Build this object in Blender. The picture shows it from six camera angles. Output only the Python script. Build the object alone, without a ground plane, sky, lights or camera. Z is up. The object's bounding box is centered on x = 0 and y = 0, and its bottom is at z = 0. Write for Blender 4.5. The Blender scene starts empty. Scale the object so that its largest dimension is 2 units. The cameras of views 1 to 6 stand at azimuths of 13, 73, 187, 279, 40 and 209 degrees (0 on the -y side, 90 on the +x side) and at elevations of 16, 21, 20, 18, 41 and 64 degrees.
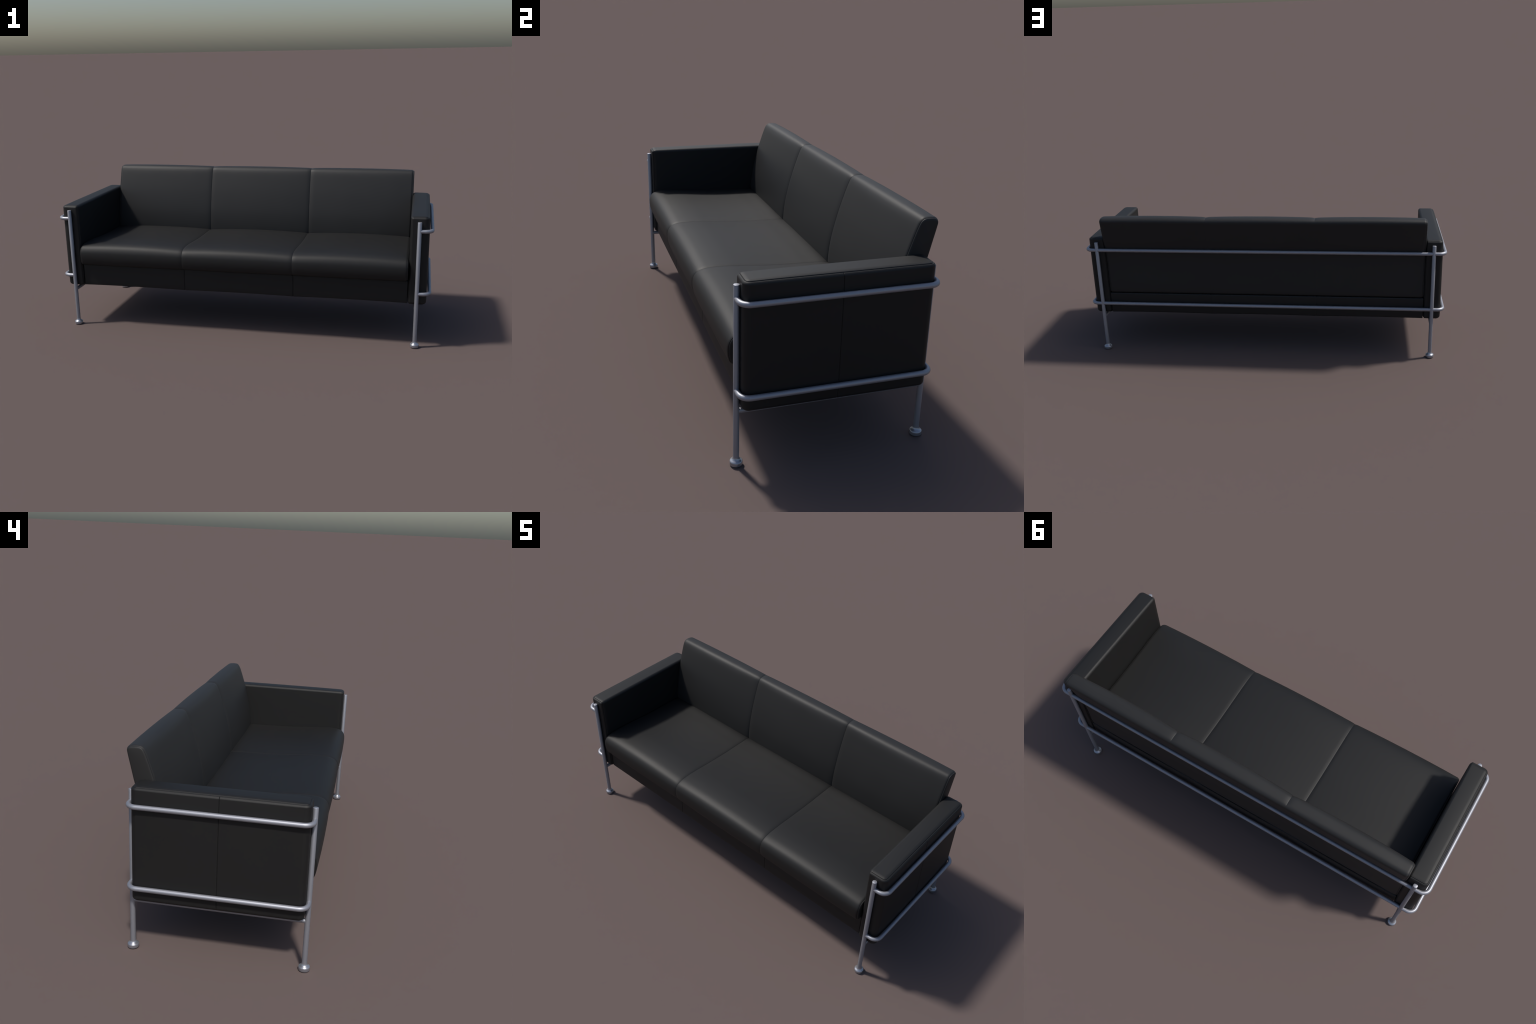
# Black leather three-seat sofa held in a tubular steel frame.
# Frame: metres, z up, x = width, -y = front.
import bpy, math
from mathutils import Vector

# ------------------------------------------------------------------ sizes
POST_X, POST_FRONT, POST_BACK = 0.929, -0.340, 0.327      # tube axes of the legs
POST_TOP, POST_R, RAIL_R = 0.652, 0.0102, 0.0096
RAIL_X = 1.0 - RAIL_R                                     # axis of the side rails
RAIL_HIGH, RAIL_LOW = 0.6065, 0.2845
BEND = 0.034                                              # bend radius of the rails
BRACE_X, BRACE_Z, BRACE_R = 0.927, 0.2050, 0.0092
SEAM_X = 0.297                                            # seams between the three places
END_X = 0.8765                                            # end seams of the cushions
ARM_IN, ARM_OUT = 0.8848, 0.9770
ARM_FRONT, ARM_BACK = -0.3300, 0.3180
ARM_BOTTOM, ARM_TOP = 0.2210, 0.6765

# ------------------------------------------------------------------ materials
def leather(name, base=0.0075, rough=0.59):
    m = bpy.data.materials.new(name); m.use_nodes = True
    nt = m.node_tree; N, L = nt.nodes, nt.links
    b = N["Principled BSDF"]
    tc = N.new("ShaderNodeTexCoord")
    blot = N.new("ShaderNodeTexNoise"); blot.inputs["Scale"].default_value = 5.0
    blot.inputs["Detail"].default_value = 4.0
    L.new(tc.outputs["Object"], blot.inputs["Vector"])
    ramp = N.new("ShaderNodeValToRGB")
    ramp.color_ramp.elements[0].position = 0.30
    ramp.color_ramp.elements[1].position = 0.70
    lo, hi = base * 0.94, base * 1.06
    ramp.color_ramp.elements[0].color = (lo, lo, lo, 1)
    ramp.color_ramp.elements[1].color = (hi, hi, hi, 1)
    L.new(blot.outputs["Fac"], ramp.inputs["Fac"])
    L.new(ramp.outputs["Color"], b.inputs["Base Color"])
    rr = N.new("ShaderNodeMapRange")
    rr.inputs["To Min"].default_value = rough - 0.02
    rr.inputs["To Max"].default_value = rough + 0.02
    L.new(blot.outputs["Fac"], rr.inputs["Value"])
    L.new(rr.outputs["Result"], b.inputs["Roughness"])
    grain = N.new("ShaderNodeTexVoronoi"); grain.inputs["Scale"].default_value = 420.0
    L.new(tc.outputs["Object"], grain.inputs["Vector"])
    bump = N.new("ShaderNodeBump"); bump.inputs["Strength"].default_value = 0.05
    bump.inputs["Distance"].default_value = 0.0006
    L.new(grain.outputs["Distance"], bump.inputs["Height"])
    L.new(bump.outputs["Normal"], b.inputs["Normal"])
    b.inputs["Specular IOR Level"].default_value = 0.42
    return m

def steel(name, col=(0.335, 0.345, 0.385), rough=0.50, metal=0.65):
    m = bpy.data.materials.new(name); m.use_nodes = True
    nt = m.node_tree; N, L = nt.nodes, nt.links
    b = N["Principled BSDF"]
    b.inputs["Metallic"].default_value = metal
    tc = N.new("ShaderNodeTexCoord")
    n = N.new("ShaderNodeTexNoise"); n.inputs["Scale"].default_value = 60.0
    L.new(tc.outputs["Object"], n.inputs["Vector"])
    mr = N.new("ShaderNodeMapRange")
    mr.inputs["To Min"].default_value = rough - 0.03
    mr.inputs["To Max"].default_value = rough + 0.03
    L.new(n.outputs["Fac"], mr.inputs["Value"])
    L.new(mr.outputs["Result"], b.inputs["Roughness"])
    b.inputs["Base Color"].default_value = (*col, 1)
    return m

LEATHER = leather("black_leather")
BACK_LEATHER = leather("charcoal_leather", 0.0160, 0.58)   # the backrest is a shade lighter
STEEL = steel("satin_steel")
FOOT_STEEL = steel("polished_steel", (0.40, 0.41, 0.45), 0.34, 0.75)

# ------------------------------------------------------------------ helpers
def make(name, verts, faces, mat, parent, angle=50.0):
    me = bpy.data.meshes.new(name)
    me.from_pydata([tuple(v) for v in verts], [], faces)
    me.validate(); me.update()
    me.polygons.foreach_set("use_smooth", [True] * len(me.polygons))
    me.set_sharp_from_angle(angle=math.radians(angle))
    me.materials.append(mat)
    ob = bpy.data.objects.new(name, me)
    bpy.context.scene.collection.objects.link(ob)
    ob.parent = parent
    return ob

def smooth(a, b, x):
    t = min(1.0, max(0.0, (x - a) / (b - a)))
    return t * t * (3 - 2 * t)

def closed_spline(ctrl, step):
    """Closed centripetal Catmull-Rom curve through ctrl, resampled evenly."""
    P = [Vector(c) for c in ctrl]; n = len(P); out = []
    for i in range(n):
        p0, p1, p2, p3 = P[i - 1], P[i], P[(i + 1) % n], P[(i + 2) % n]
        t0 = 0.0
        t1 = t0 + max(1e-6, (p1 - p0).length) ** 0.5
        t2 = t1 + max(1e-6, (p2 - p1).length) ** 0.5
        t3 = t2 + max(1e-6, (p3 - p2).length) ** 0.5
        k = max(4, int((p2 - p1).length / 0.0008))
        for j in range(k):
            t = t1 + (t2 - t1) * j / k
            a1 = p0 * ((t1 - t) / (t1 - t0)) + p1 * ((t - t0) / (t1 - t0))
            a2 = p1 * ((t2 - t) / (t2 - t1)) + p2 * ((t - t1) / (t2 - t1))
            a3 = p2 * ((t3 - t) / (t3 - t2)) + p3 * ((t - t2) / (t3 - t2))
            b1 = a1 * ((t2 - t) / (t2 - t0)) + a2 * ((t - t0) / (t2 - t0))
            b2 = a2 * ((t3 - t) / (t3 - t1)) + a3 * ((t - t1) / (t3 - t1))
            out.append(b1 * ((t2 - t) / (t2 - t1)) + b2 * ((t - t1) / (t2 - t1)))
    cum = [0.0]
    for i in range(len(out)):
        cum.append(cum[-1] + (out[(i + 1) % len(out)] - out[i]).length)
    m = int(cum[-1] / step); res = []; k = 0
    for i in range(m):
        s = cum[-1] * i / m
        while cum[k + 1] < s:
            k += 1
        f = (s - cum[k]) / (cum[k + 1] - cum[k])
        res.append(out[k].lerp(out[(k + 1) % len(out)], f))
    return res

def outward_normals(P):
    n = len(P)
    area = sum(P[i].x * P[(i + 1) % n].y - P[(i + 1) % n].x * P[i].y for i in range(n))
    sg = 1.0 if area > 0 else -1.0
    res = []
    for i in range(n):
        t = P[(i + 1) % n] - P[i - 1]
        res.append(Vector((t.y, -t.x)).normalized() * sg)
    return res, sg

def graded(x0, x1, fine, coarse, reach):
    """Stations from x0 to x1, fine near both ends, coarse in the middle."""
    xs, x = [], 0.0
    half = (x1 - x0) / 2
    while x < half:
        xs.append(x)
        x += fine + (coarse - fine) * smooth(0.0, reach, x)
    return [x0 + d for d in xs] + [x0 + half] + [x1 - d for d in reversed(xs)]

# ------------------------------------------------------------------ cushions
def cushion_panel(name, profile, swell, seam, x0, x1, end0, end1, mat, parent, groove=0.0025, fold=0.021):
    """One place of a cushion: a padded profile swept along x.
    end0/end1: 'seam' (sewn to its neighbour) or 'cap' (piped end with a padded cap)."""
    P = profile
    Nrm, sg = outward_normals(P)
    n = len(P); mid = (x0 + x1) / 2; half = (x1 - x0) / 2
    rings = []
    def ring(x, off, extra=0.0, weigh=False):
        rings.append([(x, (p + q * o).x, (p + q * o).y)
                      for p, q, o in ((P[i], Nrm[i], off * (seam[i] if weigh else 1.0) + swell[i] * extra)
                                      for i in range(n))])
    def cap(x, sgn, order):
        steps = [(0.0046, -0.0006), (0.0038, 0.0008), (0.0040, 0.0026), (0.0052, 0.0044),
                 (0.0078, 0.0056), (0.0115, 0.0064)]
        for ins, dx in (steps if order > 0 else reversed(steps)):
            ring(x + sgn * dx, -ins, 0.0)
    if end0 == 'cap':
        cap(x0, -1.0, -1)
    for x in graded(x0, x1, 0.0007, 0.022, 0.05):
        d0, d1 = x - x0, x1 - x
        d = min(d0, d1)
        u = abs(x - mid) / half
        near = end0 if d0 < d1 else end1
        roll = max(0.0, 1 - d / (fold if near == 'seam' else 0.010))
        off = -groove * 0.82 * roll ** 2 - groove * 0.18 * math.exp(-d / 0.0014)
        ring(x, off, 1 - u ** 2.2, near == 'seam')
    if end1 == 'cap':
        cap(x1, 1.0, 1)
    verts = [v for r in rings for v in r]
    faces = []
    for k in range(len(rings) - 1):
        for i in range(n):
            j = (i + 1) % n
            q = (k * n + i, k * n + j, (k + 1) * n + j, (k + 1) * n + i)
            faces.append(q if sg > 0 else q[::-1])
    f0 = list(range(n))[::-1]; f1 = [(len(rings) - 1) * n + i for i in range(n)]
    if end0 == 'cap':
        faces.append(f0 if sg > 0 else f0[::-1])
    if end1 == 'cap':
        faces.append(f1 if sg > 0 else f1[::-1])
    return make(name, verts, faces, mat, parent, 60)

SEAT_PROFILE = [  # (y, z) at the seams, front nose first, then the top, back and underside
    (-0.3300, 0.3450), (-0.3460, 0.3530), (-0.3535, 0.3740), (-0.3560, 0.4050), (-0.3515, 0.4290),
    (-0.3370, 0.4480), (-0.3120, 0.4585), (-0.2740, 0.4620), (-0.2100, 0.4605), (-0.1400, 0.4550),
    (-0.0500, 0.4485), (0.0400, 0.4445), (0.1200, 0.4430), (0.2000, 0.4395), (0.2250, 0.4300),
    (0.2350, 0.4000), (0.2300, 0.3560), (0.2180, 0.3460), (0.1000, 0.3450), (-0.1000, 0.3450), (-0.3000, 0.3445)]
BACK_PROFILE = [  # (y, z): up the front, over the top, down the rear
    (0.2270, 0.3460), (0.2170, 0.3540), (0.2125, 0.4000), (0.2105, 0.4350), (0.2115, 0.4720),
    (0.2200, 0.5430), (0.2425, 0.6400), (0.2655, 0.7160), (0.2880, 0.7780), (0.2960, 0.7915),
    (0.3060, 0.7985), (0.3200, 0.8005), (0.3380, 0.7995), (0.3510, 0.7965), (0.3597, 0.7885),
    (0.3617, 0.7790), (0.3600, 0.7680), (0.3487, 0.7180), (0.3342, 0.6560), (0.3205, 0.6100),
    (0.3140, 0.5600), (0.3120, 0.4800), (0.3115, 0.3600), (0.3080, 0.3480), (0.2980, 0.3460), (0.2600, 0.3455)]

def seat_swell(p, q):
    top = max(0.0, q.y) * (0.0078 + 0.0015 * smooth(-0.1, 0.2, p.x))
    nose = max(0.0, -q.x) * smooth(0.0, -0.30, p.x) * 0.0035 if p.y > 0.352 else 0.0
    return max(top, nose)

def back_swell(p, q):
    front = max(0.0, -q.x) * 0.0090 * smooth(0.36, 0.42, p.y)
    top = max(0.0, q.y) * 0.0040 if p.y > 0.7 else 0.0
    rear = max(0.0, q.x) * 0.0012 if p.y > 0.64 else 0.0
    return max(front, top, rear)

# ------------------------------------------------------------------ build
sofa = bpy.data.objects.new("sofa", None)
bpy.context.scene.collection.objects.link(sofa)
sofa["label"] = "black leather three-seat sofa in a tubular steel frame"
sofa["category"] = "sofa"

GAP = 0.0
PLACES = [(-END_X, -SEAM_X - GAP, 'cap', 'seam'), (-SEAM_X + GAP, SEAM_X - GAP, 'seam', 'seam'),
          (SEAM_X + GAP, END_X, 'seam', 'cap')]
for name, ctrl, fn in (("seat_cushion", SEAT_PROFILE, seat_swell), ("back_cushion", BACK_PROFILE, back_swell)):
    prof = closed_spline(ctrl, 0.0045)
    nr, _ = outward_normals(prof)
    sw = [fn(p, q) for p, q in zip(prof, nr)]
    for k in range(12):                                   # blend the padding along the profile
        sw = [(sw[i - 1] + 2 * sw[i] + sw[(i + 1) % len(sw)]) / 4 for i in range(len(sw))]
    # the rear of the backrest is almost flat across the seams
    seam = [1.0 if fn is seat_swell else 0.12 + 0.88 * smooth(0.7, -0.1, q.x) for q in nr]
    wide = 0.0 if fn is seat_swell else 0.0038
    for x0, x1, e0, e1 in PLACES:
        cushion_panel(name, prof, sw, seam, x0 - (wide if e0 == 'cap' else 0), x1 + (wide if e1 == 'cap' else 0),
                      e0, e1, LEATHER if fn is seat_swell else BACK_LEATHER, sofa,
                      *((0.0025, 0.021) if fn is seat_swell else (0.0038, 0.027)))

# upholstered box under the seat, three panels wide
def seat_base():
    y0, y1, z0, z1, r = -0.3165, 0.3120, 0.2236, 0.3438, 0.006
    prof = []
    for cy, cz, a0 in ((y1 - r, z0 + r, -90), (y1 - r, z1 - r, 0), (y0 + r, z1 - r, 90), (y0 + r, z0 + r, 180)):
        for k in range(5):
            a = math.radians(a0 + 90 * k / 4)
            prof.append(Vector((cy + r * math.cos(a), cz + r * math.sin(a))))
    P = []
    for i, p in enumerate(prof):                          # subdivide the long flats
        q = prof[(i + 1) % len(prof)]
        k = max(1, int((q - p).length / 0.02))
        P += [p.lerp(q, j / k) for j in range(k)]
    Nrm, sg = outward_normals(P); n = len(P)
    X = 0.8838
    xs = []
    for a, b in ((-X, -SEAM_X), (-SEAM_X, SEAM_X), (SEAM_X, X)):
        seg = graded(a, b, 0.0006, 0.02, 0.04)
        xs += seg if not xs else seg[1:]
    verts = []
    for x in xs:
        lo, hi = (-X, -SEAM_X) if x < -SEAM_X else ((-SEAM_X, SEAM_X) if x <= SEAM_X else (SEAM_X, X))
        u = abs(x - (lo + hi) / 2) / ((hi - lo) / 2)
        d = min(abs(x - SEAM_X), abs(x + SEAM_X)); e = X - abs(x)
        cut = 0.0028 * math.exp(-(d / 0.0014) ** 1.2) + 0.002 * max(0, 1 - e / 0.004) ** 2
        for p, q in zip(P, Nrm):
            w = -cut * (0.35 if q.x > 0.5 else 1.0)
            if abs(q.x) > 0.5:
                w += 0.0025 * (1 - u ** 2.2)
            v = p + q * w
            lift = 0.0050 * (1 - u ** 2) * smooth(z0 + 0.03, z0, p.y)   # hem rises between the seams
            verts.append((x, v.x, v.y + lift))
    faces = []
    m = len(xs)
    for k in range(m - 1):
        for i in range(n):
            j = (i + 1) % n
            q = (k * n + i, k * n + j, (k + 1) * n + j, (k + 1) * n + i)
            faces.append(q if sg > 0 else q[::-1])
    a, b = list(range(n))[::-1], [(m - 1) * n + i for i in range(n)]
    faces.append(a if sg > 0 else a[::-1]); faces.append(b if sg > 0 else b[::-1])
    return make("seat_base", verts, faces, LEATHER, sofa, 50)
seat_base()

# ------------------------------------------------------------------ armrests
def armrest_mesh(side):
    """Padded slab with soft edges: the top and the inner face are one panel,
    sewn to the band round the front, outside and back."""
    lo = (ARM_IN, ARM_FRONT, ARM_BOTTOM); hi = (ARM_OUT, ARM_BACK, ARM_TOP)
    rlo = (0.0125, 0.024, 0.017); rhi = (0.024, 0.024, 0.013)
    SEAM_Y, INSET = -0.007, 0.0078

    def lines(ax):
        a, b, ra, rb = lo[ax], hi[ax], rlo[ax], rhi[ax]
        fine = 0.0011
        s = [a + ra * k / max(8, round(ra / fine)) for k in range(max(8, round(ra / fine)))]
        e = [b - rb * k / max(8, round(rb / fine)) for k in range(max(8, round(rb / fine)))][::-1]
        inner = []
        if ax == 1:
            mids = [SEAM_Y + 0.0007 * k for k in range(-10, 11)]
            c0, c1 = a + ra, b - rb
            for p, q in ((c0, mids[0]), (mids[-1], c1)):
                inner += graded(p, q, 0.002, 0.022, 0.05)
            inner = sorted(set(inner + mids))
        else:
            inner = graded(a + ra, b - rb, 0.0022, 0.022, 0.05)
        xs = sorted(s + inner + e)
        out = [xs[0]]
        for x in xs[1:]:
            if x - out[-1] > 1e-5:
                out.append(x)
        return out
    G = [lines(0), lines(1), lines(2)]

    def place(p):
        c, d = [0] * 3, [0] * 3
        for a in range(3):
            l, h = lo[a] + rlo[a], hi[a] - rhi[a]
            if p[a] < l:
                c[a] = l; d[a] = (p[a] - l) / rlo[a]
            elif p[a] > h:
                c[a] = h; d[a] = (p[a] - h) / rhi[a]
            else:
                c[a] = p[a]
        L = math.sqrt(sum(x * x for x in d)) or 1.0
        v, nn = [0] * 3, [0] * 3
        for a in range(3):
            r = rlo[a] if d[a] < 0 else rhi[a]
            v[a] = c[a] + d[a] / L * r
            nn[a] = d[a] / L / r
        q = math.sqrt(sum(x * x for x in nn))
        return v, [x / q for x in nn]

    def groove(t, w):
        return math.exp(-(t / w) ** 2)

    def sculpt(p):
        v, nn = place(p)
        x, y, z = v
        # inset from the plan outline (front, outside, back)
        rx, ry = rhi[0], rhi[1]
        ex, ey = hi[0] - x, min(y - lo[1], hi[1] - y)
        if ex < rx and ey < ry:
            ins = (1 - math.hypot(1 - ex / rx, 1 - ey / ry)) * 0.5 * (rx + ry)
        else:
            ins = min(ex, ey)
        off = 0.0
        if z > hi[2] - 0.008 and nn[2] > 0.55:
            off -= 0.0018 * groove(ins - INSET, 0.0012)
        if nn[0] < -0.75 and z < hi[2] - 0.006:
            off -= 0.0018 * groove(ey - INSET, 0.0013)
        if nn[0] > 0.4 and z < hi[2] - 0.004:
            off -= 0.0020 * groove(y - SEAM_Y, 0.0012)
        # soft padding of the large faces
        fx = (1 - ((2 * x - lo[0] - hi[0]) / (hi[0] - lo[0])) ** 2)
        fy = (1 - ((2 * y - lo[1] - hi[1]) / (hi[1] - lo[1])) ** 4)
        fz = (1 - ((2 * z - lo[2] - hi[2]) / (hi[2] - lo[2])) ** 4)
        off += max(0, nn[2]) ** 4 * 0.0022 * max(0, fx) * max(0, fy)
        off += max(0, nn[0]) ** 4 * 0.0038 * max(0, fz) * max(0, fy)
        return (x + nn[0] * off, y + nn[1] * off, z + nn[2] * off)

    verts, index, faces = [], {}, []
    def vid(i, j, k):
        key = (i, j, k)
        if key not in index:
            index[key] = len(verts)
            v = sculpt((G[0][i], G[1][j], G[2][k]))
            verts.append((v[0] * side, v[1], v[2]))
        return index[key]
    I, J, K = len(G[0]) - 1, len(G[1]) - 1, len(G[2]) - 1
    def quad(a, b, c, d, flip):
        q = (vid(*a), vid(*b), vid(*c), vid(*d))
        if (side < 0) != flip:
            q = q[::-1]
        faces.append(q)
    for j in range(J):
        for k in range(K):
            quad((0, j, k), (0, j, k + 1), (0, j + 1, k + 1), (0, j + 1, k), False)
            quad((I, j, k), (I, j, k + 1), (I, j + 1, k + 1), (I, j + 1, k), True)
    for i in range(I):
        for k in range(K):
            quad((i, 0, k), (i + 1, 0, k), (i + 1, 0, k + 1), (i, 0, k + 1), False)
            quad((i, J, k), (i + 1, J, k), (i + 1, J, k + 1), (i, J, k + 1), True)
    for i in range(I):
        for j in range(J):
            quad((i, j, 0), (i, j + 1, 0), (i + 1, j + 1, 0), (i + 1, j, 0), False)
            quad((i, j, K), (i, j + 1, K), (i + 1, j + 1, K), (i + 1, j, K), True)
    return verts, faces

for side in (1, -1):
    v, f = armrest_mesh(side)
    make("armrest", v, f, LEATHER, sofa, 60)

# ------------------------------------------------------------------ steel frame
def lathe(name, prof, mat, parent, seg=48):
    verts, faces = [], []
    for r, z in prof:
        for k in range(seg):
            a = 2 * math.pi * k / seg
            verts.append((r * math.cos(a), r * math.sin(a), z))
    for i in range(len(prof) - 1):
        for k in range(seg):
            j = (k + 1) % seg
            faces.append((i * seg + k, i * seg + j, (i + 1) * seg + j, (i + 1) * seg + k))
    faces.append(list(range(seg))[::-1])
    faces.append([(len(prof) - 1) * seg + k for k in range(seg)])
    return make(name, verts, faces, mat, parent, 40)

def tube(name, path, r, mat, parent, seg=32):
    P = [Vector(p) for p in path]; verts, faces = [], []
    for i, p in enumerate(P):
        t = (P[min(i + 1, len(P) - 1)] - P[max(i - 1, 0)]).normalized()
        b = Vector((0, 0, 1)); a = t.cross(b).normalized(); b = a.cross(t)
        for k in range(seg):
            w = 2 * math.pi * k / seg
            verts.append(p + a * (r * math.cos(w)) + b * (r * math.sin(w)))
    for i in range(len(P) - 1):
        for k in range(seg):
            j = (k + 1) % seg
            faces.append((i * seg + k, (i + 1) * seg + k, (i + 1) * seg + j, i * seg + j)[::-1])
    faces.append([k for k in range(seg)][::-1])
    faces.append([(len(P) - 1) * seg + k for k in range(seg)])
    return make(name, verts, faces, mat, parent, 40)

LEG = [(POST_R, 0.016), (POST_R, POST_TOP - 0.0012), (POST_R - 0.0004, POST_TOP - 0.0004), (POST_R - 0.0012, POST_TOP)]
FOOT = [(0.0205, 0.0), (0.0216, 0.0010), (0.0220, 0.0025), (0.0221, 0.0110), (0.0219, 0.0135), (0.0210, 0.0155),
        (0.0190, 0.0172), (0.0165, 0.0190), (0.0145, 0.0205), (0.0128, 0.0225), (0.0115, 0.0250), (0.0106, 0.0280),
        (0.01035, 0.0300)]
leg_mesh = foot_mesh = None
for sx in (1, -1):
    for y in (POST_FRONT, POST_BACK):
        if leg_mesh is None:
            leg = lathe("leg", LEG, STEEL, sofa)
            foot = lathe("foot", FOOT, FOOT_STEEL, leg)
            leg_mesh, foot_mesh = leg.data, foot.data
        else:
            leg = bpy.data.objects.new("leg", leg_mesh); foot = bpy.data.objects.new("foot", foot_mesh)
            for o in (leg, foot):
                bpy.context.scene.collection.objects.link(o)
            leg.parent = sofa; foot.parent = leg
        leg.location = (sx * POST_X, y, 0)

def rail_path(sx, z):
    """From the front leg outwards, round a bend, back along the arm, round to the rear leg."""
    pts = [(sx * POST_X, POST_FRONT, z)]
    for cy, y, a0 in ((POST_FRONT + BEND, POST_FRONT, -90), (POST_BACK - BEND, POST_BACK, 0)):
        for k in range(13):
            a = math.radians(a0 + 90 * k / 12)
            pts.append((sx * (RAIL_X - BEND + BEND * math.cos(a)), cy + BEND * math.sin(a), z))
    pts.append((sx * POST_X, POST_BACK, z))
    return pts

for z in (RAIL_HIGH, RAIL_LOW):
    for sx in (1, -1):
        tube("side_rail", rail_path(sx, z), RAIL_R, STEEL, sofa)
    tube("back_rail", [(-POST_X, POST_BACK, z), (POST_X, POST_BACK, z)], RAIL_R, STEEL, sofa)
for sx in (1, -1):
    tube("brace", [(sx * BRACE_X, POST_FRONT, BRACE_Z), (sx * BRACE_X, POST_BACK, BRACE_Z)], BRACE_R, STEEL, sofa)
